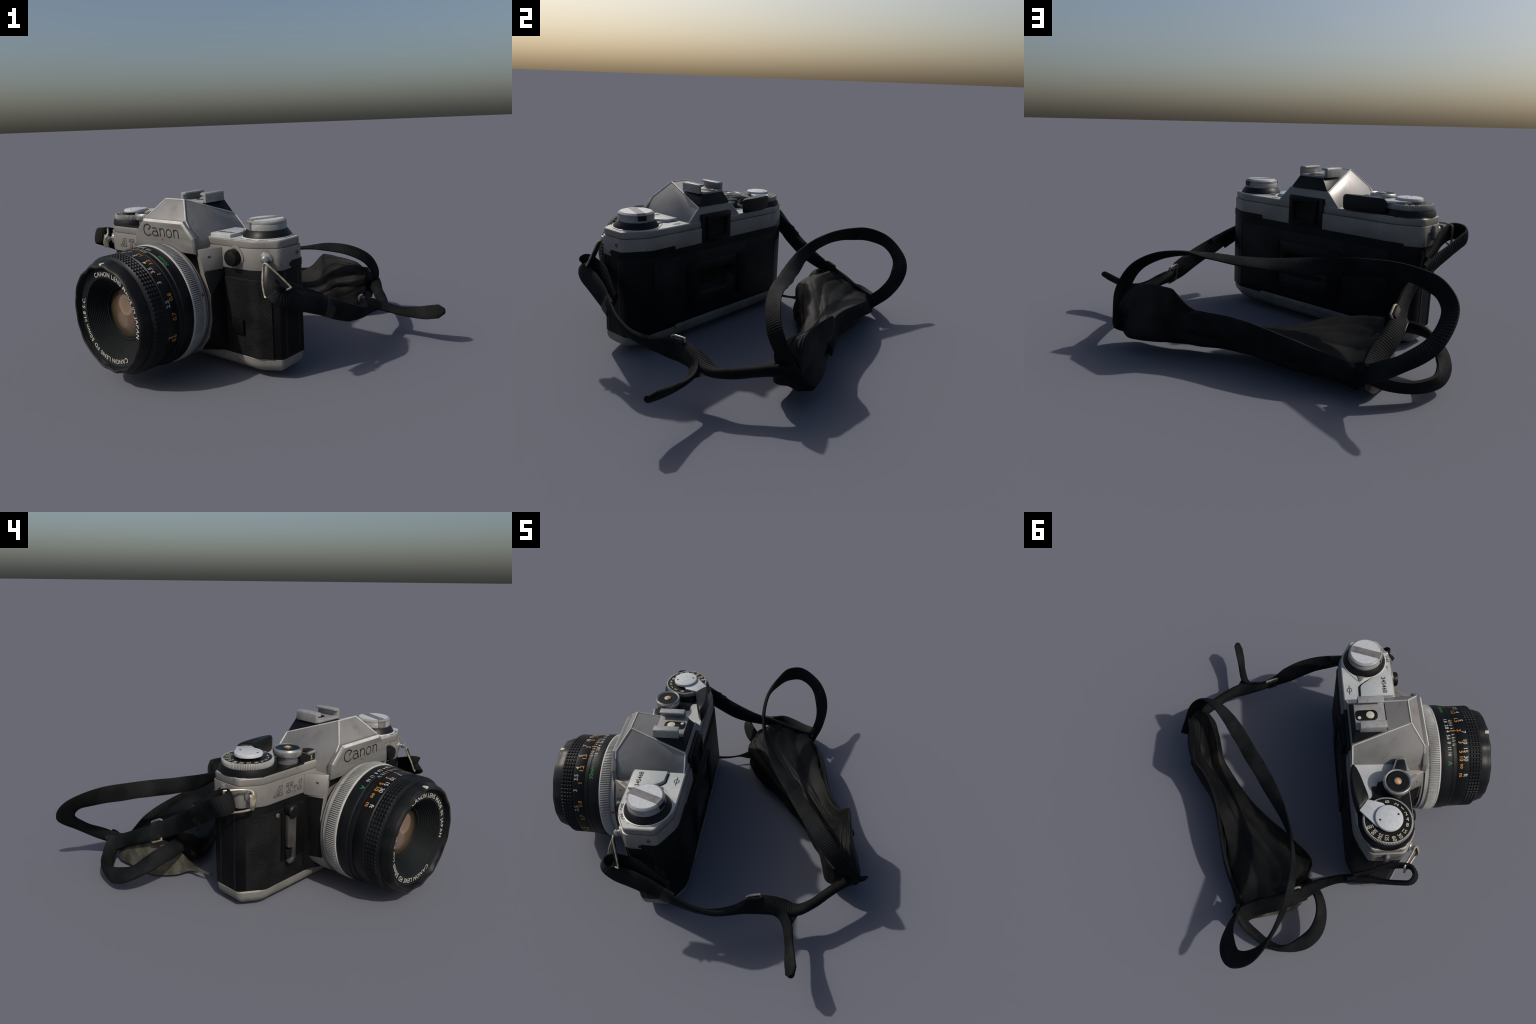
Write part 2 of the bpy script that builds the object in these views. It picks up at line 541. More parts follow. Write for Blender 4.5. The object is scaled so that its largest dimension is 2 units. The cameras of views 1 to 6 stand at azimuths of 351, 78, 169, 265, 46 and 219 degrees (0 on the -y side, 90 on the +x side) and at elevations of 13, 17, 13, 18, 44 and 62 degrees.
# door-side lip of the base (higher in the middle)
add("base_lip", slab([(.270, .080), (.300, .080), (.310, .098), (.300, .108), (-.50, .108), (-.50, .080)], .135, .1475, .003,
                     to=FRONTAL), M_BASE)
catch_path = [(.5965, -.010), (.5965, .056), (.588, .0765), (.530, .1105), (.470, .1455), (.400, .1455), (.310, .1455)]
add("door_catch", wrap_strip(catch_path, .514, .553, .003, "door_catch"), M_BODY)
add("tripod_socket", lathe([(.030, .008), (.030, .013), (.018, .013), (.018, .020), (0, .020)], (-.02, .0, 0), 'Z', 40, "tripod_socket"), M_SLOT)

# ------------------------------------------------------------------ top cover (two tiers)
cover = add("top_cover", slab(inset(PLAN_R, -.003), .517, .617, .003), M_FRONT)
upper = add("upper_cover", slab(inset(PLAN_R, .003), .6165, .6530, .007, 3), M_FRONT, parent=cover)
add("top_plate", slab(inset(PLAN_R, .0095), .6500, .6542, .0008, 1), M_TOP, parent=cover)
# front skirt corners lower on the ends
# ------------------------------------------------------------------ mirror-box front panel
PANEL = [(-.226, .608), (-.256, .50), (-.274, .395), (-.272, .275), (-.250, .190), (-.198, .112), (-.14, .078),
         (.14, .078), (.205, .112), (.268, .190), (.294, .275), (.294, .395), (.258, .50), (.226, .608)]
def panel_mesh():
    """plate round the mount: a raised ridge on both sides, hollow in the middle"""
    bm = bmesh.new()
    n = len(PANEL)
    hollow = []
    for x, z in PANEL:
        hollow.append((x * .90, .345 + (z - .345) * .90) if z < .6 else (x * .93, z - .004))
    f = [bm.verts.new((x, -.238, z)) for x, z in PANEL]
    g = [bm.verts.new((x, -.236, z)) for x, z in hollow]
    d = [bm.verts.new((x * .95, -.152, .345 + (z - .345) * .97)) for x, z in hollow]
    bk = []
    for x, z in PANEL:
        s = 1 if x > 0 else -1
        bk.append(bm.verts.new((s * max(abs(x) + .006, .298 if z > .15 else abs(x)), -.130, z)))
    for A, B in ((bk, f), (f, g), (g, d)):
        for i in range(n):
            bm.faces.new((A[i], A[(i + 1) % n], B[(i + 1) % n], B[i]))
    bm.faces.new(d)
    bm.faces.new(bk)
    me = bm_mesh("front_panel", bm, .003, 2)
    for p in me.polygons:                      # side walls below the top cover are black
        if abs(p.normal.x) > .75 and p.center.z < .5 and p.center.y < -.14 and abs(p.center.x) > .2 and p.normal.x * p.center.x > 0:
            p.material_index = 1
    return me
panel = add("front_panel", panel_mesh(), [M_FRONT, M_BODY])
# black flank covering of the panel below the top cover
for s in (-1, 1):
    if s > 0:
        flank = [(.262, -.2340, .505), (.302, -.135, .505), (.305, -.135, .10), (.215, -.135, .085), (.2085, -.2330, .112),
                 (.2715, -.2345, .19), (.2985, -.2345, .275), (.2985, -.2345, .395)]
    else:
        flank = [(-.263, -.200, .505), (-.302, -.135, .505), (-.305, -.135, .10), (-.215, -.135, .085), (-.206, -.190, .112),
                 (-.258, -.185, .19), (-.281, -.185, .275), (-.282, -.185, .395)]
    inner = [(x - s * .03, y + .02, z) for x, y, z in flank]
    add("flank_cover", hull(flank + inner, .002, "flank_cover"), M_BODY, parent=panel)
    # slanted upper flank, silver, with its screw
    fl = [(s * .2265, -.239, .606), (s * .298, -.150, .612), (s * .300, -.150, .509), (s * .2565, -.2385, .507)]
    fi = [(x - s * .015, y + .02, z) for x, y, z in fl]
    add("panel_flank", hull(fl + fi, .002, "panel_flank"), M_FRONT, parent=panel)
def screw_mesh(r=.0125):
    """cross-head screw lying in the xy plane, pointing +z"""
    a = lathe([(r, -.004), (r, .001), (r * .82, .0025), (0, .003)], (0, 0, 0), 'Z', 24, "s")
    b = box(-r * .62, r * .62, -r * .16, r * .16, .0022, .0034, 0, "s")
    c = box(-r * .16, r * .16, -r * .62, r * .62, .0022, .0035, 0, "s")
    for me in (b, c):
        for p in me.polygons:
            p.material_index = 1
    return join([a, b, c], "screw")
SCREW = screw_mesh()
SCREW.materials.append(M_SLOT)
SCREW.materials.append(M_INK)
for p in SCREW.polygons:
    p.use_smooth = False
def screw(pos, nrm, parent=None, spin=.5, scale=1):
    ob = bpy.data.objects.new("screw", SCREW)
    COL.objects.link(ob)
    q = Vector(nrm).to_track_quat('Z', 'Y').to_matrix().to_4x4()
    m = Matrix.Translation(pos) @ q @ Matrix.Rotation(spin, 4, 'Z') @ Matrix.Scale(scale, 4)
    ob.parent = parent or ROOT
    ob.matrix_basis = m if parent else POSE @ m
    return ob
screw((.2640, -.2030, .569), (.785, -.62, 0), None, .3, .95)
screw((-.2640, -.2030, .569), (-.785, -.62, 0), None, .9, .95)
screw((.167, .1315, .593), (0, 1, 0), None, .2)
screw((-.157, .1315, .591), (0, 1, 0), None, .7)
screw((.5975, .034, .583), (1, 0, 0), None, .4)
screw((-.6615, .03, .58), (-1, 0, 0), None, .1)
screw((-.475, -.1535, .452), (0, -1, 0), None, .1, .8)

# ------------------------------------------------------------------ prism housing
pr = []
for s in (-1, 1):
    pr += [(s * .067, -.158, .827), (s * .149, -.229, .738), (s * .205, -.236, .655), (s * .222, -.236, .600),
           (s * .126, .128, .728), (s * .196, .128, .655), (s * .196, .128, .600)]
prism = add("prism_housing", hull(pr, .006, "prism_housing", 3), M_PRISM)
edge_runs = [[(-.067, -.1585, .8265), (.067, -.1585, .8265)]]  # thin pale rods modelled along the prism edges as their highlights
for sx in (-1, 1):
    edge_runs.append([(sx * .0665, -.1575, .8265), (sx * .1485, -.229, .7375)])
    edge_runs.append([(sx * .0665, -.1570, .8262), (sx * .1255, .126, .7278)])
    edge_runs.append([(sx * .1490, -.2285, .7375), (sx * .2045, -.2355, .6550)])
    edge_runs.append([(sx * .1255, .1270, .7275), (sx * .1952, .1270, .6550)])
for run in edge_runs:
    a, b = Vector(run[0]), Vector(run[1])
    add("edge_highlight_rod", tube([a.lerp(b, k / 6) for k in range(7)], .0036, 8, "edge_highlight_rod"), M_EDGE, parent=prism)
# rear plate of the prism down to the door
rear_face = [(-.125, .726), (-.196, .654), (-.196, .534), (.196, .534), (.196, .654), (.125, .726)]
add("prism_rear_plate", slab(rear_face, .120, .1305, .002, to=FRONTAL), M_FRONT, parent=prism)
# nameplate
npl = [(-.137, .722), (-.207, .655), (-.217, .590), (.217, .590), (.207, .655), (.137, .722)]
npb = [(-.146, .735), (-.218, .660), (-.226, .585), (.226, .585), (.218, .660), (.146, .735)]
bm = bmesh.new()
fa = [bm.verts.new((x, -.256, z)) for x, z in npl]
fb = [bm.verts.new((x, -.247, z)) for x, z in npb]
fc = [bm.verts.new((x, -.225, z)) for x, z in npb]
bm.faces.new(fa)
bm.faces.new(fc)
for A, B in ((fa, fb), (fb, fc)):
    for i in range(6):
        bm.faces.new((A[i], A[(i + 1) % 6], B[(i + 1) % 6], B[i]))
nameplate = add("nameplate", bm_mesh("nameplate", bm, .0025, 2, 15), M_PLATE)
bm = bmesh.new()
ridge = [(-.148, -.2462, .7365), (.148, -.2462, .7365), (.1385, -.2552, .7242), (-.1385, -.2552, .7242)]
add("bright_ridge", hull([Vector(p) for p in ridge] + [Vector(p) + Vector((0, .006, -.006)) for p in ridge], 0, "bright_ridge"),
    M_EDGE, parent=nameplate)

# wordmark drawn with a pen of constant width: C a n o n
def arc(cx, cy, rx, ry, a0, a1, n=22):
    return [(cx + rx * cos(radians(a0 + (a1 - a0) * i / n)), cy + ry * sin(radians(a0 + (a1 - a0) * i / n))) for i in range(n + 1)]
word = Lettering()
on_plate = lambda x, y: (x, -.2572, y)
pen = .0060
C_ = arc(-.109, .6815, .0300, .0285, 38, 320)
C_ = [(-.1050, .6835), (-.094, .6900)] + C_
word.strokes([C_], pen, on_plate)
a_bowl = arc(-.0525, .6675, .0195, .0125, 20, 380, 20)
a_stem = [(-.071, .692), (-.060, .6955), (-.048, .6955), (-.040, .690), (-.0345, .676), (-.031, .6625), (-.0265, .6545)]
word.strokes([a_bowl, a_stem], pen * .92, on_plate)
def n_(x, w):
    return [[(x, .6935), (x + .0055, .693), (x + .0075, .655)],
            [(x + .0065, .680)] + arc(x + .0065 + (w - .0065) / 2, .682, (w - .0065) / 2, .0125, 160, 0, 12) + [(x + w + .0015, .655)]]
word.strokes(n_(-.020, .037), pen * .92, on_plate)
word.strokes([arc(.0515, .6745, .0195, .0195, 90, 450, 26)], pen * .92, on_plate)
word.strokes(n_(.0815, .037), pen * .92, on_plate)
word.obj("wordmark", M_INK, nameplate)
dot = lathe([(.0045, -.2562), (.0045, -.2582), (0, -.2586)], (0, 0, .6435), 'Y', 20, "red_index")
add("red_index", dot, M_RED, parent=nameplate)

# outlined slab-serif model mark on the front of the top cover
mark = Lettering()
on_cover = lambda x, y: (x, -.1505, y)
def sl(pts, x0, sh=.22, z0=.545):
    return [(x0 + u + sh * v, z0 + v) for u, v in pts]
A_out = [(0, 0), (.024, 0), (.024, .008), (.018, .008), (.021, .016), (.037, .016), (.036, .008), (.030, .008), (.030, 0), (.055, 0), (.055, .008),
         (.049, .008), (.044, .046), (.022, .046), (.024, .040), (.008, .008), (0, .008)]
T_out = [(.008, 0), (.031, 0), (.031, .008), (.025, .008), (.025, .038), (.033, .038), (.033, .030), (.040, .030), (.040, .046), (-.002, .046),
         (-.002, .030), (.005, .030), (.005, .038), (.014, .038), (.014, .008), (.008, .008)]
I_out = [(0, 0), (.024, 0), (.024, .008), (.0175, .008), (.0175, .046), (.008, .046), (0, .040), (.0, .033), (.0065, .036), (.0065, .008), (0, .008)]
mark.strokes([sl(A_out, -.500)], .0021, on_cover, True)
mark.strokes([sl([(.0255, .023), (.036, .023), (.034, .038)], -.500)], .0021, on_cover, True)
mark.strokes([sl(T_out, -.424)], .0021, on_cover, True)
mark.strokes([sl([(0, .016), (.015, .016), (.015, .025), (0, .025)], -.372)], .0021, on_cover, True)
mark.strokes([sl(I_out, -.343)], .0021, on_cover, True)
mark.obj("model_mark", M_INK, cover)

# ------------------------------------------------------------------ accessory shoe
blk = []
for s in (-1, 1):
    blk += [(s * .076, -.036, .793), (s * .076, .112, .796), (s * .119, .127, .732), (s * .080, -.05, .79), (s * .10, .06, .745)]
shoe_block = add("shoe_block", hull(blk, .003, "shoe_block"), M_BLACK)
shoe = add("accessory_shoe", box(-.076, .076, -.040, .112, .793, .806, .003, "accessory_shoe"), M_SHOE)
for s in (-1, 1):
    prof = [(s * .092, .795), (s * .093, .838), (s * .088, .845), (s * .056, .845), (s * .052, .840), (s * .053, .834), (s * .074, .831), (s * .075, .795)]
    add("shoe_rail", slab(prof, -.037, .094, .0035, 2, "shoe_rail", FRONTAL), M_SHOE, parent=shoe)
add("contact_base", slab(rounded([(-.030, .108), (-.030, .012), (-.015, -.002), (.015, -.002), (.030, .012), (.030, .108)], .02), .804, .8085, .001), M_BLACK, parent=shoe)
add("flash_contact", lathe([(.0205, .806), (.0205, .8105), (.018, .8115), (0, .8115)], (0, .035, 0), 'Z', 36, "flash_contact"), M_GOLD, parent=shoe)
add("flash_contact", lathe([(.0085, .806), (.0085, .810), (0, .811)], (-.014, .090, 0), 'Z', 24, "flash_contact"), M_GOLD, parent=shoe)

# ------------------------------------------------------------------ eyepiece
eye = add("viewfinder_eyepiece", box(-.112, .116, .125, .150, .532, .690, .006, "viewfinder_eyepiece"), M_BLACK)
fr_o = [(-.080, .548), (.088, .548), (.092, .684), (-.086, .684)]
fr_i = [(-.056, .566), (.064, .566), (.066, .664), (-.060, .664)]
bm = bmesh.new()
ro = [bm.verts.new((x, .170, z)) for x, z in fr_o]
rb = [bm.verts.new((x, .145, z)) for x, z in fr_o]
ri = [bm.verts.new((x, .170, z)) for x, z in fr_i]
rd = [bm.verts.new((x, .152, z)) for x, z in fr_i]
for A, B in ((rb, ro), (ro, ri), (ri, rd)):
    for i in range(4):
        bm.faces.new((A[i], A[(i + 1) % 4], B[(i + 1) % 4], B[i]))
bm.faces.new(rd)
bm.faces.new(rb)
add("eyepiece_frame", bm_mesh("eyepiece_frame", bm, .004), M_BODY, parent=eye)

# ------------------------------------------------------------------ rewind side of the top
RX, RY = .450, .004
tear = [(RX + .122 * cos(a), RY + .122 * sin(a)) for a in [radians(d) for d in range(-125, 131, 8)]]
tear += [(.318, .055), (.303, .040), (.305, .026), (.345, -.055)]
add("rewind_collar", slab(tear, .650, .6585, .002), M_EDGE)
add("pointer_tip", slab([(.345, .052), (.312, .046), (.308, .034), (.335, .012)], .6575, .664, .002), M_SLOT)
knob_skirt = add("knob_skirt", lathe([(.117, .655), (.115, .662), (.100, .684), (.096, .688), (0, .688)], (RX, RY, 0), 'Z', 96, "knob_skirt"), M_BLACK)
knob = add("rewind_knob", lathe([(.088, .684), (.093, .690), (.0935, .712), (.091, .716), (.0925, .720), (.091, .728), (.083, .7345), (0, .7350)], (RX, RY, 0), 'Z', 96, "rewind_knob"), M_SHOE)
add("knob_face", lathe([(.081, .733), (.080, .7358), (0, .7360)], (RX, RY, 0), 'Z', 72, "knob_face"), M_CAP, parent=knob)
# folding crank: a dark bar let into the top and over both ends
dv = Vector((-.36, -.933))
nv = Vector((-dv.y, dv.x))
def crank(a, b, w, z0, z1, nm):
    c = Vector((RX - .003, RY))
    o = [c + dv * a + nv * w, c + dv * b + nv * w, c + dv * b - nv * w, c + dv * a - nv * w]
    return slab([tuple(p) for p in o], z0, z1, .0015, 1, nm)
add("crank", crank(-.084, .084, .0215, .722, .7372, "crank"), M_SLOT, parent=knob)
add("crank_hinge", crank(.078, .0955, .022, .694, .728, "crank_hinge"), M_SLOT, parent=knob)
add("crank_grip", crank(-.0965, -.080, .022, .700, .726, "crank_grip"), M_BLACK, parent=knob)
# raised serial plate
sp = [(.205, -.128), (.336, -.128), (.336, -.060), (.328, -.030), (.285, .030), (.270, .042), (.205, .046)]
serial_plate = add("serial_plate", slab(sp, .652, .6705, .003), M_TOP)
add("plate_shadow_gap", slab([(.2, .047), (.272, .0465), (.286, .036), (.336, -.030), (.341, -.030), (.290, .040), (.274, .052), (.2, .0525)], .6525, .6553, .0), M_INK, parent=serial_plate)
top_txt = Lettering()
def flat_top(cx, cy, z, ang=180.0):
    """text lying on a horizontal surface; read by somebody behind the camera"""
    a = radians(ang)
    return lambda x, y: (cx + x * cos(a) - y * sin(a), cy + x * sin(a) + y * cos(a), z)
top_txt.put("345468", .033, flat_top(.272, -.085, .6712), 1.05)
top_txt.put("ON", .026, flat_top(.516, -.103, .6549, 215))
top_txt.put("OFF", .026, flat_top(.455, -.121, .6549, 185))
top_txt.put("C", .026, flat_top(.400, -.112, .6549, 160))
fx, fy = .258, .102
top_txt.strokes([[(fx + .013 * cos(radians(a)), fy + .013 * sin(radians(a))) for a in range(0, 360, 20)]], .0035, lambda x, y: (x, y, .6549), True)
top_txt.strokes([[(fx - .030, fy), (fx + .030, fy)]], .0035, lambda x, y: (x, y, .6551))
top_txt.obj("engraved_marking", M_INK, cover)

# ------------------------------------------------------------------ advance side of the top
DX, DY = -.524, -.006
blackplate = [(-.285, -.1375), (-.285, -.055), (-.300, .010), (-.385, .050), (-.40, .10), (-.44, .128), (-.53, .130), (-.636, .078), (-.645, .06), (-.645, -.066),
              (-.637, -.084), (-.556, -.1375)]
add("control_deck", slab(blackplate[::-1], .651, .6600, .002), M_BLACK)
dial_base = add("dial_base", lathe([(.133, .655), (.131, .672), (.126, .684), (0, .684)], (DX, DY, 0), 'Z', 96, "dial_base"), M_BLACK)
def knurl(amp, count):
    return lambda r, h, a, i: r - (amp if (i % 2) else 0) * (1 if r > .11 else 0)
dial = add("shutter_dial", lathe([(.108, .684), (.112, .7085), (.116, .7095), (.1085, .7105), (0, .7105)], (DX, DY, 0), 'Z', 96, "shutter_dial"), M_BLACK)
KD = 4 * 100
dk = band([(.109, .684), (.118, .684), (.1205, .690), (.1205, .706), (.117, .7115), (.111, .7115)], (DX, DY, 0), 'Z', KD, "dial_knurl",
          lambda r, h, a, i: r - (.0030 if i % 4 >= 2 and r > .1165 else 0))
darken_knurl_grooves(dk, 6, KD, (1, 2, 3))
add("dial_knurl", dk, [M_RING, M_SLOT], parent=dial)
nums = Lettering()
def on_dial(x, y):
    rad = Vector((x - DX, y - DY)).normalized()
    right = Vector((rad.y, -rad.x))
    # figures stand with their feet towards the rim
    return lambda u, v: (x + (-right.x) * u + (-rad.x) * v, y + (-right.y) * u + (-rad.y) * v, .7112)
def on_dial_r(x, y):
    rad = Vector((x - DX, y - DY)).normalized()
    right = Vector((rad.y, -rad.x))
    return lambda u, v: (x + rad.x * u + (-right.x) * v, y + rad.y * u + (-right.y) * v, .7112)
for s, x, y in (("4", -.523, -.098), ("8", -.552, -.093), ("15", -.583, -.076), ("30", -.606, -.053), ("60", -.618, -.024), ("2", -.495, -.094)):
    nums.put(s, .027, on_dial_r(x, y))
for s, x, y in (("125", -.613, .011), ("250", -.604, .040), ("500", -.581, .066), ("1000", -.556, .086)):
    nums.put(s, .025, on_dial_r(x, y), .85)
for s, x, y in (("1", -.467, -.081), ("2", -.446, -.055), ("B", -.429, -.012)):
    nums.put(s, .027, on_dial_r(x, y))
nums.obj("speed_numerals", M_DIALNUM, dial)
lever = add("advance_lever", slab([(-.473, .126), (-.417, .082), (-.440, .010), (-.520, -.05), (-.575, -.01), (-.556, .055)], .712, .7235, .003), M_CAP)
add("lever_cap", lathe([(.058, .718), (.066, .722), (.0665, .731), (.064, .7355), (.060, .737), (0, .737)], (-.522, -.008, 0), 'Z', 72, "lever_cap"), M_CAP, parent=lever)
for x, y in ((-.531, .036), (-.507, -.053)):
    add("pin_hole", lathe([(.0052, .736), (.0052, .7377), (0, .7378)], (x, y, 0), 'Z', 16, "pin_hole"), M_INK, parent=lever)
# plastic lever tip: tall crescent
tip_lo = smooth_path([(-.470, .128), (-.425, .140), (-.386, .146), (-.330, .150), (-.283, .150), (-.240, .143), (-.226, .134), (-.240, .122), (-.263, .112),
                      (-.30, .100), (-.34, .090), (-.38, .080), (-.412, .076), (-.445, .098)], 3, True)
cen = Vector((-.345, .118))
rings = []
for z, k in ((.656, .90), (.660, .97), (.685, 1.0), (.718, 1.0), (.728, .95), (.733, .82)):
    rings.append([((p.x - cen.x) * (k if k > .9 else k + .04) + cen.x, (p.y - cen.y) * k + cen.y, z + .006 * ((p.x + .345) / .12 < 0) * 0) for p in tip_lo])
add("lever_tip", loft(rings, "lever_tip"), M_BLACK, parent=lever)
# shutter release
BX, BY = -.333, -.073
rel = add("release_collar", lathe([(.050, .655), (.052, .690), (.066, .698), (.0695, .706), (.0695, .724), (.066, .731), (.0625, .733), (.058, .729), (0, .724)], (BX, BY, 0), 'Z', 72, "release_collar"), M_CHROME)
add("release_button", lathe([(.0585, .7285), (.052, .7305), (.040, .7285), (.022, .7275), (.017, .730), (0, .730)], (BX, BY, 0), 'Z', 48, "release_button"), M_BLACK, parent=rel)
add("button_ring", lathe([(.0185, .729), (.0185, .7325), (.014, .734), (0, .734)], (BX + .001, BY, 0), 'Z', 32, "button_ring"), M_CHROME, parent=rel)
add("button_centre", lathe([(.0125, .732), (.0125, .7352), (.008, .7372), (0, .7376)], (BX + .001, BY, 0), 'Z', 24, "button_centre"), M_AMBER, parent=rel)
lock = [(-.262, -.055), (-.205, -.080), (-.193, -.090), (-.192, -.126), (-.200, -.134), (-.262, -.142)]
locko = add("lock_lever", slab(lock, .690, .7045, .003), M_CHROME)
add("lock_inlay", slab([(-.262, -.066), (-.214, -.086), (-.2025, -.094), (-.202, -.122), (-.208, -.126), (-.262, -.131)], .700, .7062, .001), M_BLACK, parent=locko)
add("lock_block", box(-.300, -.198, -.128, -.075, .652, .691, .004, "lock_block"), M_BLACK, parent=locko)
sel = Lettering()
sel.put("S", .030, lambda u, v: (-.226 + u, -.1292, .672 + v))
sel.obj("selector_letter", M_DIALNUM, locko)
add("frame_counter", box(-.366, -.322, .008, .045, .652, .6585, .002, "frame_counter"), M_INK)

# ------------------------------------------------------------------ front controls
add("release_knob", lathe([(.038, -.146), (.040, -.172), (.036, -.182), (.020, -.186), (0, -.187)], (.377, 0, .572), 'Y', 48, "release_knob"), M_BLACK)
add("knob_seat", band([(.040, -.146), (.052, -.146), (.050, -.153), (.040, -.153)], (.383, 0, .574), 'Y', 48, "knob_seat"), M_FRONT)
timer_panel = add("timer_panel", box(-.452, -.296, -.1575, -.1495, .212, .462, .004, "timer_panel"), M_BODY)
tl = [(-.433, .450), (-.378, .446), (-.378, .215), (-.392, .200), (-.424, .197), (-.430, .213), (-.400, .222), (-.398, .276), (-.432, .284)]
add("timer_lever", slab(tl, -.180, -.158, .004, 2, "timer_lever", FRONTAL), M_LEVER, parent=timer_panel)
add("timer_pivot", lathe([(.032, -.150), (.032, -.188), (.026, -.194), (0, -.195)], (-.405, 0, .462), 'Y', 40, "timer_pivot"), M_BLACK, parent=timer_panel)
add("timer_catch", box(-.434, -.402, -.172, -.156, .226, .270, .003, "timer_catch"), M_BLACK, parent=timer_panel)
add("slide_button", box(.345, .418, -.162, -.150, .205, .276, .004, "slide_button"), M_BODY)

# ================================================================== LENS (axis along -y at z = .335)
LC = (0, 0, .335)
mount = add("lens_mount", lathe([(.236, -.150), (.238, -.242), (.270, -.244), (.283, -.248), (.283, -.256), (.270, -.258), (.270, -.262), (.286, -.264), (.286, -.284), (0, -.284)], LC, 'Y', 160, "lens_mount"), M_FRONT)
lens = add("lens_barrel", lathe([(.20, -.28), (.288, -.340), (.2905, -.352), (.2915, -.375), (.2895, -.401), (.284, -.405), (.284, -.409), (.2855, -.411), (.2845, -.428),
                                 (.2805, -.430), (.2805, -.433), (.2825, -.436), (.282, -.494), (.277, -.499), (.277, -.560), (.2725, -.5635), (.263, -.567), (.262, -.590),
                                 (.255, -.605), (.2515, -.618), (.246, -.6215), (.2385, -.619), (.2345, -.606), (.2300, -.5995), (.2295, -.590), (.200, -.50)], LC, 'Y', 200, "lens_barrel", end_cap=False,
                                wob=lambda r, h, a: r + (.0022 * sin(9 * a + 3 * sin(2 * a)) + .0014 * sin(17 * a + 1)) * (1 if h < -.565 and r > .236 else 0)), M_LENS)
# breech ring with fine knurling
KN = 4 * 190
kb = band([(.270, -.262), (.2865, -.264), (.2875, -.284), (.2930, -.287), (.2955, -.291), (.2955, -.333), (.2925, -.338), (.2925, -.344), (.280, -.346)],
          LC, 'Y', KN, "breech_ring", lambda r, h, a, i: r - (.0050 if (i % 4 >= 2 and r > .2925 and h > -.335) else 0))
darken_knurl_grooves(kb, 9, KN, (3, 4, 5))
breech = add("breech_ring", kb, [M_RING, M_SLOT], parent=lens)
add("front_band", band([(.287, -.3375), (.2935, -.338), (.2935, -.345), (.286, -.346)], LC, 'Y', 160, "front_band"), M_EDGE, parent=lens)
a = radians(75.5)
add("mount_index", lathe([(.0068, 0), (.0068, .002), (0, .003)], (0, 0, 0), 'Z', 20, "mount_index"), M_RED, parent=lens).matrix_basis = \
    Matrix.Translation((.2875 * sin(a), -.274, .335 + .2875 * cos(a))) @ Vector((sin(a), 0, cos(a))).to_track_quat('Z', 'Y').to_matrix().to_4x4()
# rubbed grip studs on the focusing ring: 88 rows of 4 pyramids
sv, sf = [], []
for k in range(88):
    for c in range(4):
        y0 = -.4995 - c * .0152
        o = len(sv)
        a0 = radians(4.0909 * k)
        ha, hb, ty, tb = radians(1.85), radians(.75), .0071, .0030
        for (da, dy, r) in ((-ha, -ty, .276), (ha, -ty, .276), (ha, ty, .276), (-ha, ty, .276), (-hb, -tb, .2815), (hb, -tb, .2815), (hb, tb, .2815), (-hb, tb, .2815)):
            sv.append((r * sin(a0 + da), y0 - .0076 + dy, .335 + r * cos(a0 + da)))
        sf += [(o + 4, o + 5, o + 6, o + 7), (o, o + 1, o + 5, o + 4), (o + 1, o + 2, o + 6, o + 5), (o + 2, o + 3, o + 7, o + 6), (o + 3, o, o + 4, o + 7)]
add("grip_studs", mesh_of("grip_studs", sv, sf), M_GRIP, parent=lens, smooth=0, kind="stuff")
# recessed front: name ring, ribbed cone, glass
cone = [(.2325, -.600), (.230, -.598), (.187, -.595)]
r_, y_ = .187, -.595
for i in range(12):
    cone += [(r_ - .0012, y_ + .0062), (r_ - .0046, y_ + .0066)]
    r_ -= .0046
    y_ += .0066
cone += [(.131, -.514), (.129, -.519), (.124, -.519), (.122, -.508), (.10, -.49), (0, -.49)]
front = add("name_ring", lathe(cone, LC, 'Y', 160, "name_ring", start_cap=False), M_CONE, parent=lens)
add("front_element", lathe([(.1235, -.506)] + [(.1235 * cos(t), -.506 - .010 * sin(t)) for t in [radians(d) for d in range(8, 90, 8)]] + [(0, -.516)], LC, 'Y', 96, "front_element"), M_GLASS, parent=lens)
add("filter_rim", band([(.2475, -.603), (.2545, -.604), (.2535, -.614), (.2485, -.6205), (.243, -.6225), (.238, -.6195), (.2375, -.610)], LC, 'Y', 180, "filter_rim",
                       lambda r, h, a, i: r + .0026 * sin(9 * a + 3 * sin(2 * a)) + .0016 * sin(17 * a + 1)), M_RIM, parent=lens)
add("rim_lug", box(-.009, .009, -.620, -.590, .584, .5935, .002, "rim_lug"), M_GOLD, parent=lens)

# engraved ring text
ring = Lettering()
def ring_text(s, a0, a1, R=.2065, size=.0305):
    widths = []
    for ch in s:
        if ch == ' ':
            widths.append(.011)
        else:
            _, _, lo, hi = text_flat(ch, size)
            widths.append(hi - lo + .0042)
    tot = sum(widths)
    pos = 0
    for ch, w in zip(s, widths):
        if ch != ' ':
            ph = radians(a0 + (a1 - a0) * (pos + w / 2) / tot)
            v, f, lo, hi = text_flat(ch, size)
            o = len(ring.v)
            sq = min(1.25, radians(a1 - a0) * R / tot)
            for x, y in v:
                u, q = (x - (lo + hi) / 2) * sq, y - .345 * size
                ring.v.append((R * sin(ph) + u * cos(ph) + q * sin(ph), -.5995, .335 + R * cos(ph) - u * sin(ph) + q * cos(ph)))
            ring.f += [tuple(o + i for i in t) for t in f]
        pos += w
ring_text("CANON LENS FD 50mm 1:1,8 S.C.", 148, 290)
ring_text("CANON LENS MADE IN JAPAN", -25, 107)
ring.obj("engraved_ring_text", M_WHITE, lens)

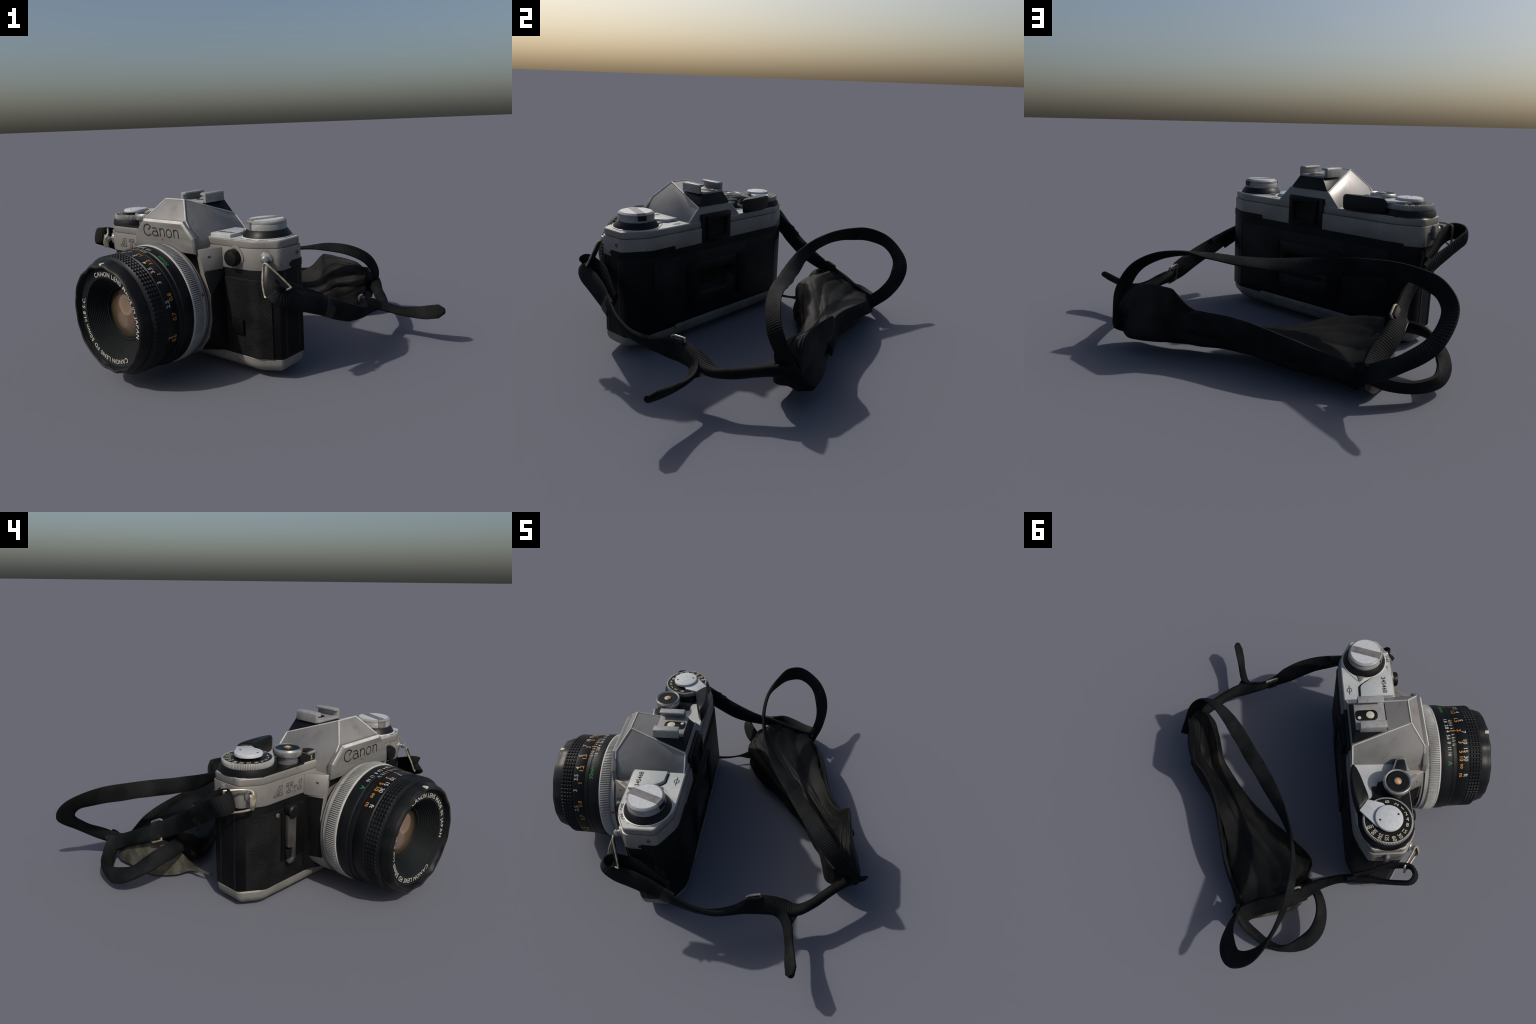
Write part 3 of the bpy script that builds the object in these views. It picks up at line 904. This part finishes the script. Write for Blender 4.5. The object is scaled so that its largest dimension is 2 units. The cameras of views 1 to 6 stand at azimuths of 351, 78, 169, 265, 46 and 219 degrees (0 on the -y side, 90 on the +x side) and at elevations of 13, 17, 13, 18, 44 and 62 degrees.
def on_barrel(theta, Y, R):
    """text wrapped on the barrel: theta from the top towards +x, its head to the front"""
    return lambda u, v: (R * sin(radians(theta) - u / R), Y - v, .335 + R * cos(radians(theta) - u / R))
white, orange, green = Lettering(), Lettering(), Lettering()
RF, RA, RD = .2834, .2926, .2866
for s, th in (("30", -31.2), ("15", -22.4), ("10", -13.4), ("7", -2), ("5", 13.6), ("4", 28.3), ("3.5", 39), ("3", 53.2), ("2.5", 74), ("2", 105.7), ("ft", -49.4)):
    white.put(s, .030, on_barrel(th, -.478, RF))
for s, th in (("10", -31.3), ("5", -23.9), ("3", -13.6), ("2", .2), ("1.5", 14.2), ("1.2", 28.6), ("1", 44.8), ("0.8", 68.2), ("0.7", 86.2), ("0.6", 107.4), ("m", -49.1)):
    orange.put(s, .030, on_barrel(th, -.454, RF))
inf = [[(.0085 * cos(t) * (1.25), .0055 * sin(2 * t)) for t in [2 * pi * i / 28 for i in range(28)]]]
orange.strokes(inf, .0030, on_barrel(-39.2, -.454, RF), True)
for s, th in (("1.8", 11.8), ("2.8", 4.0), ("4", -1.5), ("5.6", -8.1), ("8", -14.1), ("11", -20), ("16", -26.1)):
    white.put(s, .026, on_barrel(th, -.392, RA), .85)
for s, th in (("16", -16.2), ("11", -11.7), ("8", -8.5), ("4", -4.8), ("4", 2.6), ("8", 6.7), ("11", 9.7), ("16", 12.9)):
    white.put(s, .0185, on_barrel(th, -.4155, RD), .8)
for th in (-15.5, -11.5, -8, -4.5, 3, 6.8, 9.9, 13):
    white.strokes([[(0, -.004), (0, .004)]], .0012, on_barrel(th, -.4255, RD))
orange.strokes([[(0, -.0165), (0, .0165)]], .0045, on_barrel(-.5, -.4185, RD + .0004))
green.put("A", .032, on_barrel(-35.4, -.392, RA))
green.put("50mm", .030, on_barrel(33, -.3925, RA), .95)
white.obj("white_scale", M_WHITE, lens)
orange.obj("orange_scale", M_ORANGE, lens)
green.obj("green_scale", M_GREEN, lens)

# ================================================================== STRAP FITTINGS
def lug(x, y, z, dx, dy):
    me = lathe([(.030, 0), (.027, .006), (.012, .010), (.011, .018), (.0165, .022), (.0165, .030), (.010, .036), (0, .037)], (0, 0, 0), 'Z', 32, "strap_lug")
    ob = add("strap_lug", me, M_CHROME)
    q = Vector((dx, dy, 0)).to_track_quat('Z', 'Y').to_matrix().to_4x4()
    ob.matrix_basis = POSE @ Matrix.Translation((x, y, z)) @ q
    return ob
lug_r = lug(.540, -.116, .575, .45, -.89)
lug_l = lug(-.612, -.118, .575, -.45, -.89)
ring_r = [(.566, -.152, .563), (.585, -.150, .552), (.617, -.136, .520), (.668, -.116, .467), (.672, -.120, .458), (.640, -.165, .440), (.602, -.196, .425),
          (.590, -.196, .432), (.573, -.186, .480), (.560, -.166, .530), (.556, -.156, .556)]
add("strap_ring", tube(smooth_path(ring_r, 4, True), .0046, 10, "strap_ring", True), M_BRASS)
ring_l = [(-.628, -.156, .580), (-.626, -.140, .607), (-.660, -.118, .616), (-.720, -.076, .616), (-.728, -.074, .606), (-.724, -.088, .526), (-.716, -.092, .517),
          (-.665, -.135, .524), (-.640, -.154, .534), (-.630, -.160, .555)]
add("strap_ring", tube(smooth_path(ring_l, 4, True), .0054, 10, "strap_ring", True), M_BRASS)
add("ring_guard", hull([(-.612, -.146, .600), (-.650, -.150, .600), (-.655, -.158, .545), (-.640, -.160, .520), (-.612, -.150, .530), (-.625, -.170, .58), (-.64, -.172, .55)], .004, "ring_guard"), M_BRASS)
rc = sum((Vector(p) for p in ring_r), Vector()) / len(ring_r)
add("ring_guard", hull([rc + (Vector(p) - rc) * .93 + Vector((.35, -.6, .1)) * d for p in ring_r for d in (-.008, .002)], .002, "ring_guard"), M_BUCKLE)
# end slide on the left end wall
add("end_catch", slab(rounded([(-.012, .545), (.012, .545), (.010, .618), (-.010, .618)], .01), .0, .020, .003, to=lambda u, v, w: (-.659 - w, .0 + u, v)), M_SLOT)

# ================================================================== STRAP (world coordinates)
def ribbon(name, table, width, thick=.012, rib=.0120, taper=None, ribs=True, wob=.003, seed=0, parent=None, mat=None):
    """woven band: table rows are (x,y,z, across-direction); cross-ribs are real relief"""
    rows = [list(r) for r in table]
    for i in range(1, len(rows)):
        if sum(rows[i][k] * rows[i - 1][k] for k in (3, 4, 5)) < 0:
            for k in (3, 4, 5):
                rows[i][k] *= -1
    P = smooth_path([Vector(r[:3]) for r in rows], 14)
    W = smooth_path([Vector(r[3:6]) for r in rows], 14)
    d = [0]
    for p, q in zip(P, P[1:]):
        d.append(d[-1] + (q - p).length)
    step = rib / 4
    n = max(8, int(d[-1] / step))
    rings = []
    j = 0
    for i in range(n + 1):
        s = d[-1] * i / n
        while j < len(d) - 2 and d[j + 1] < s:
            j += 1
        f = (s - d[j]) / max(1e-6, d[j + 1] - d[j])
        p = P[j].lerp(P[j + 1], f)
        w = W[j].lerp(W[j + 1], f)
        t = (P[min(j + 2, len(P) - 1)] - P[max(j - 1, 0)]).normalized()
        w = (w - t * w.dot(t)).normalized()
        nn = t.cross(w)
        u = i / n
        hw = width / 2 * (taper(u) if taper else 1)
        hw1 = hw + wob * noise.noise(Vector((s * 9, seed, 1.3)))
        hw2 = hw + wob * noise.noise(Vector((s * 9, seed, 7.7)))
        h = (thick(u) if callable(thick) else thick) / 2
        hr = h + (.0008 * (1 if (i % 4) < 2 else -1) if ribs else 0)
        sag = .006 * noise.noise(Vector((s * 5, seed, 4.1)))
        ring = []
        K = 8
        for k in range(K + 1):
            v = -1 + 2 * k / K
            e = max(.30, (1 - abs(v) ** 2.5) ** .5)
            ring.append(p + w * (v * (hw1 if v > 0 else hw2)) + nn * (hr * e + sag * (1 - v * v)))
        for k in range(K + 1):
            v = 1 - 2 * k / K
            e = max(.30, (1 - abs(v) ** 2.5) ** .5)
            ring.append(p + w * (v * (hw1 if v > 0 else hw2)) + nn * (-hr * e + sag * (1 - v * v)))
        rings.append(ring)
    return add(name, loft(rings, name), mat or M_WEB, parent=parent, smooth=50, world=True)

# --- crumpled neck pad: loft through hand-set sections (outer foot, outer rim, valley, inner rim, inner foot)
SECT = [
    [(.785, .005, .085), (.780, -.012, .225), (.728, -.058, .305), (.688, -.108, .240), (.700, -.106, .095)],
    [(.745, .078, .068), (.680, .040, .318), (.648, -.005, .308), (.618, -.088, .225), (.632, -.092, .065)],
    [(.645, .146, .068), (.552, .182, .342), (.540, .128, .290), (.533, -.028, .212), (.560, -.036, .055)],
    [(.562, .186, .075), (.510, .224, .322), (.485, .150, .220), (.478, .028, .165), (.500, .014, .044)],
    [(.450, .215, .080), (.435, .242, .262), (.420, .165, .185), (.410, .072, .130), (.425, .056, .040)],
    [(.322, .278, .078), (.300, .314, .226), (.262, .232, .175), (.240, .128, .128), (.250, .116, .040)],
    [(.120, .440, .058), (.120, .448, .186), (.062, .318, .178), (.050, .186, .140), (.060, .176, .045)],
    [(-.032, .566, .052), (-.022, .572, .162), (-.120, .385, .198), (-.140, .220, .168), (-.130, .210, .050)],
    [(-.138, .636, .052), (-.143, .648, .142), (-.272, .455, .212), (-.342, .272, .192), (-.332, .256, .055)],
    [(-.198, .680, .055), (-.218, .685, .155), (-.325, .575, .235), (-.398, .402, .236), (-.394, .350, .075)],
]
def pad_mesh():
    rails = []
    for k in range(5):
        rails.append(smooth_path([Vector(s[k]) for s in SECT], 18))
    rings = []
    for i in range(len(rails[0])):
        c = [r[i] for r in rails]
        prof = [c[0], c[0].lerp(c[1], .5) + Vector((.0, .006, .0)), c[1], c[1].lerp(c[2], .5) + Vector((0, 0, -.006)), c[2],
                c[2].lerp(c[3], .5) + Vector((0, 0, .004 + .022 * max(0, min(1, (i / len(rails[0]) - .6) / .2)))), c[3], c[3].lerp(c[4], .5) + Vector((-.004, -.004, 0)), c[4], c[4].lerp(c[0], .5)]
        ring = smooth_path(prof, 12, True)
        out = []
        m = sum(ring, Vector()) / len(ring)
        for j, p in enumerate(ring):
            ax = i / len(rails[0])
            q = Vector((ax * 7, j * .16, 0))
            a = noise.noise(Vector((p.x * 5, p.y * 5, p.z * 7))) * .016 + noise.noise(Vector((p.x * 14, p.y * 14, p.z * 14))) * .005
            # long folds that run with the pad and wander across it
            cr = j / len(ring)
            top = max(0, min(1, (p.z - .09) / .06))
            ph = cr * 17 + 1.6 * noise.noise(Vector((ax * 3.1, 5.5, 0))) + ax * 2.2
            b = (abs(sin(ph * 1.3)) ** .6 - .55) * .020 * top * (.45 + .9 * abs(noise.noise(Vector((ax * 4, cr * 5, 2.2)))))
            ph2 = cr * 46 - ax * 9 + 2.4 * noise.noise(Vector((ax * 5.1, cr * 6, 8.5)))
            b += (abs(sin(ph2)) ** .7 - .5) * .0075 * top * (.3 + 1.2 * abs(noise.noise(Vector((ax * 7, cr * 9, 6.2)))))
            dirn = (p - m).normalized()
            z = p + dirn * (a + b - .010)
            z.z = max(z.z, .018)
            out.append(z)
        rings.append(out)
    return loft(rings, "neck_pad")
strap = add("neck_pad", pad_mesh(), M_PAD, smooth=45, world=True)

LOOP = [(-.190, .690, .105, .30, .50, -.81), (-.216, .806, .165, .30, .54, -.78), (-.276, .900, .236, .40, .81, -.43), (-.368, .945, .322, -.10, .99, -.03),
        (-.448, .890, .414, -.46, .71, .53), (-.470, .776, .464, -.18, .28, .945), (-.447, .644, .480, .15, .11, .98), (-.402, .518, .480, .32, .10, .94),
        (-.332, .405, .468, .23, .03, .97), (-.242, .308, .450, .06, -.12, .99), (-.136, .228, .435, -.15, -.39, .91), (-.020, .161, .425, -.30, -.64, .70),
        (.099, .101, .422, -.38, -.81, .45), (.221, .047, .427, -.41, -.87, .27), (.343, -.008, .440, -.41, -.91, .10), (.466, -.059, .446, -.35, -.87, -.34),
        (.591, -.099, .425, -.36, -.77, -.53), (.706, -.113, .362, -.47, -.67, -.57), (.770, -.074, .252, -.68, -.56, -.47), (.780, -.003, .139, -.68, -.62, -.38),
        (.772, .036, .105, -.66, -.60, -.45)]
ribbon("strap_webbing", LOOP, .082, lambda u: .020 + .016 * math.exp(-((u - .13) / .05) ** 2), seed=1, taper=lambda u: 1 + .12 * math.exp(-((u - .135) / .05) ** 2))
SMALL = [(-.180, .725, .135, .40, -.61, -.68), (-.256, .750, .089, .27, -.62, -.74), (-.331, .757, .066, .12, -.59, -.80), (-.410, .757, .058, .01, -.50, -.865),
         (-.488, .737, .062, -.05, -.30, -.95), (-.548, .682, .074, -.50, .10, -.86), (-.586, .615, .098, -.86, .05, -.50), (-.594, .547, .138, -.80, -.25, -.55),
         (-.568, .478, .172, -.48, -.48, -.73), (-.512, .420, .183, -.35, -.45, -.82), (-.439, .389, .174, -.35, -.62, -.70), (-.375, .385, .165, -.32, -.62, -.71)]
ribbon("strap_webbing", [(x, y, z + .010, a, b, c) for x, y, z, a, b, c in SMALL], .080, .034, seed=2)
LEFT = [(-.626, .278, .448, -.20, -.55, -.80), (-.674, .240, .480, -.25, -.50, -.82), (-.733, .186, .535, -.25, -.40, -.87), (-.790, .148, .566, -.20, -.30, -.93),
        (-.832, .133, .573, -.15, -.25, -.95), (-.866, .155, .568, -.15, -.35, -.92), (-.864, .192, .553, -.20, -.45, -.86), (-.824, .216, .533, -.25, -.50, -.82),
        (-.763, .241, .499, -.25, -.50, -.82), (-.693, .264, .459, -.25, -.52, -.81), (-.620, .297, .414, -.20, -.60, -.77), (-.548, .340, .366, -.22, -.52, -.82),
        (-.487, .398, .317, -.40, -.30, -.86), (-.439, .469, .271, -.62, -.08, -.78), (-.400, .527, .236, -.70, .12, -.70), (-.352, .580, .203, -.67, .26, -.70),
        (-.298, .626, .170, -.69, .30, -.66), (-.253, .679, .136, -.80, .14, -.58), (-.220, .730, .108, -.85, .0, -.53)]
ribbon("strap_webbing", LEFT, .090, lambda u: .024 + .018 * min(1, max(0, (u - .36) / .1)), seed=3)
RIGHT = [(.215, -.815, .345, -.31, -.30, -.90), (.130, -.846, .388, -.19, -.43, -.88), (.066, -.880, .428, -.14, -.48, -.86), (.012, -.922, .455, -.10, -.52, -.85),
         (-.022, -.955, .468, -.20, -.55, -.80), (-.020, -.975, .450, -.20, -.55, -.80), (.030, -.960, .428, -.12, -.52, -.84), (.085, -.928, .404, -.12, -.50, -.86),
         (.150, -.893, .376, -.18, -.43, -.88), (.216, -.860, .346, -.29, -.32, -.90), (.281, -.829, .314, -.42, -.10, -.90), (.338, -.798, .286, -.50, .05, -.87),
         (.390, -.760, .262, -.54, .12, -.83), (.436, -.710, .243, -.62, .22, -.75), (.480, -.638, .227, -.50, .10, -.86), (.516, -.561, .218, .10, -.15, -.98), (.561, -.491, .208, .50, -.50, -.70),
         (.624, -.434, .190, .55, -.78, -.28), (.687, -.378, .171, .78, -.53, .30), (.719, -.299, .175, .60, -.27, .76), (.736, -.210, .185, .58, -.26, .77), (.756, -.120, .195, .58, -.26, .77), (.772, -.045, .190, .58, -.26, .77)]
ribbon("strap_webbing", RIGHT, .094, lambda u: .028 + .020 * min(1, max(0, (u - .5) / .1)), seed=4, taper=lambda u: 1 - .38 * max(0, min(1, (u - .72) / .12)) * max(0, min(1, (1.0 - u) / .10)))
TAIL = [(.560, -.500, .215, -.20, -.60, -.75), (.606, -.478, .205, -.20, -.62, -.75), (.655, -.460, .187, -.30, -.66, -.66), (.704, -.474, .171, -.45, -.66, -.58), (.750, -.511, .162, -.45, -.60, -.62),
        (.794, -.553, .164, -.36, -.50, -.78), (.837, -.595, .172, -.32, -.54, -.78), (.881, -.635, .185, -.28, -.57, -.77), (.918, -.668, .196, -.31, -.61, -.73)]
ribbon("strap_webbing", TAIL, .070, .026, seed=5, taper=lambda u: (1.1 - .35 * sin(pi * min(1, u / .8))) * (1 if u < .93 else max(.35, (1.0 - (u - .93) / .11))))
OUTER = [(.575, .185, .200, .22, .26, -.94), (.500, .222, .205, .24, .23, -.94), (.430, .252, .205, .24, .23, -.94), (.335, .294, .198, .16, .12, -.98), (.238, .360, .190, .10, .0, -1), (.152, .440, .178, .09, -.08, -.99),
         (.062, .520, .161, .12, -.12, -.99), (-.028, .592, .138, .21, -.09, -.97), (-.127, .650, .107, .35, .08, -.93), (-.200, .695, .085, .40, .29, -.87)]
ribbon("strap_webbing", OUTER, .092, .024, seed=6)

# webs of cloth where the bands meet
add("strap_gusset", hull([(.600, -.462, .205), (.650, -.420, .186), (.705, -.365, .172), (.660, -.448, .182), (.705, -.462, .172), (.735, -.492, .166), (.640, -.440, .175), (.700, -.415, .168)], .004, "strap_gusset"), M_WEB, world=True)
add("strap_gusset", hull([(.728, -.230, .200), (.738, -.160, .215), (.745, -.110, .225), (.735, -.150, .165), (.745, -.090, .160), (.730, -.220, .170), (.720, -.150, .190)], .004, "strap_gusset"), M_WEB, world=True)
add("strap_gusset", hull([(-.170, .690, .145), (-.215, .760, .165), (-.190, .730, .080), (-.260, .735, .085), (-.240, .690, .070), (-.235, .790, .150), (-.175, .690, .080)], .004, "strap_gusset"), M_WEB, world=True)

# --- slide buckles
def buckle(c, along, across, wa, wc, t, nm="slide_buckle", bar=.006, mat=None):
    """rectangular frame with a middle bar"""
    c, a, w = Vector(c), Vector(along).normalized(), Vector(across)
    w = (w - a * w.dot(a)).normalized()
    corners = [c + a * wa + w * wc, c + a * wa - w * wc, c - a * wa - w * wc, c - a * wa + w * wc]
    path = []
    for i in range(4):
        for k in range(5):
            path.append(corners[i].lerp(corners[(i + 1) % 4], (k + .35) / 5.3))
    f = tube(path, bar, 8, nm, True)
    ob = add(nm, f, mat or M_BRASS, world=True)
    nrm = a.cross(w)
    pts = []
    for s in (-1, 1):
        for p in corners:
            pts.append(c + (p - c) * .86 + nrm * s * t)
    add("buckle_plate", hull(pts, .003, "buckle_plate"), M_BUCKLE, parent=ob)
    return ob
buckle((.522, -.528, .222), (.55, .80, -.08), (.15, -.18, -.97), .036, .050, .014)
buckle((-.425, .492, .262), (.55, .72, -.42), (-.62, -.05, -.78), .038, .054, .014)
# keeper sleeves over the doubled ends
ribbon("strap_keeper", [(-.655, .283, .436, -.38, -.36, -.85), (-.635, .292, .424, -.35, -.42, -.84), (-.615, .302, .412, -.30, -.48, -.82)], .098, .030, ribs=False, seed=8, mat=M_BUCKLE)
ribbon("strap_keeper", [(.225, -.858, .342, -.29, -.34, -.89), (.248, -.847, .331, -.31, -.32, -.89), (.270, -.835, .320, -.33, -.28, -.90)], .096, .028, ribs=False, seed=9, mat=M_BUCKLE)

# --- dusty web of residue left between the pad and the camera foot
def residue():
    edge_a = [(-.200, .712, .120), (-.245, .690, .130), (-.300, .640, .165), (-.352, .588, .190), (-.402, .510, .215), (-.415, .420, .185), (-.408, .355, .110), (-.452, .292, .068), (-.500, .232, .058), (-.562, .163, .066)]
    edge_b = [(-.205, .725, .060), (-.250, .705, .030), (-.305, .650, .026), (-.368, .580, .020), (-.422, .500, .018), (-.432, .400, .022), (-.412, .335, .030), (-.462, .284, .046), (-.504, .225, .046), (-.572, .158, .040)]
    A, B = smooth_path(edge_a, 6), smooth_path(edge_b, 6)
    rings = []
    for p, q in zip(A, B):
        m = p.lerp(q, .5) + Vector((0, 0, .004))
        rings.append([p, m, q, q + Vector((0, 0, -.004)), m + Vector((0, 0, -.004)), p + Vector((0, 0, -.004))])
    return loft(rings, "residue_web")
add("residue_web", residue(), M_SCRAP, world=True)
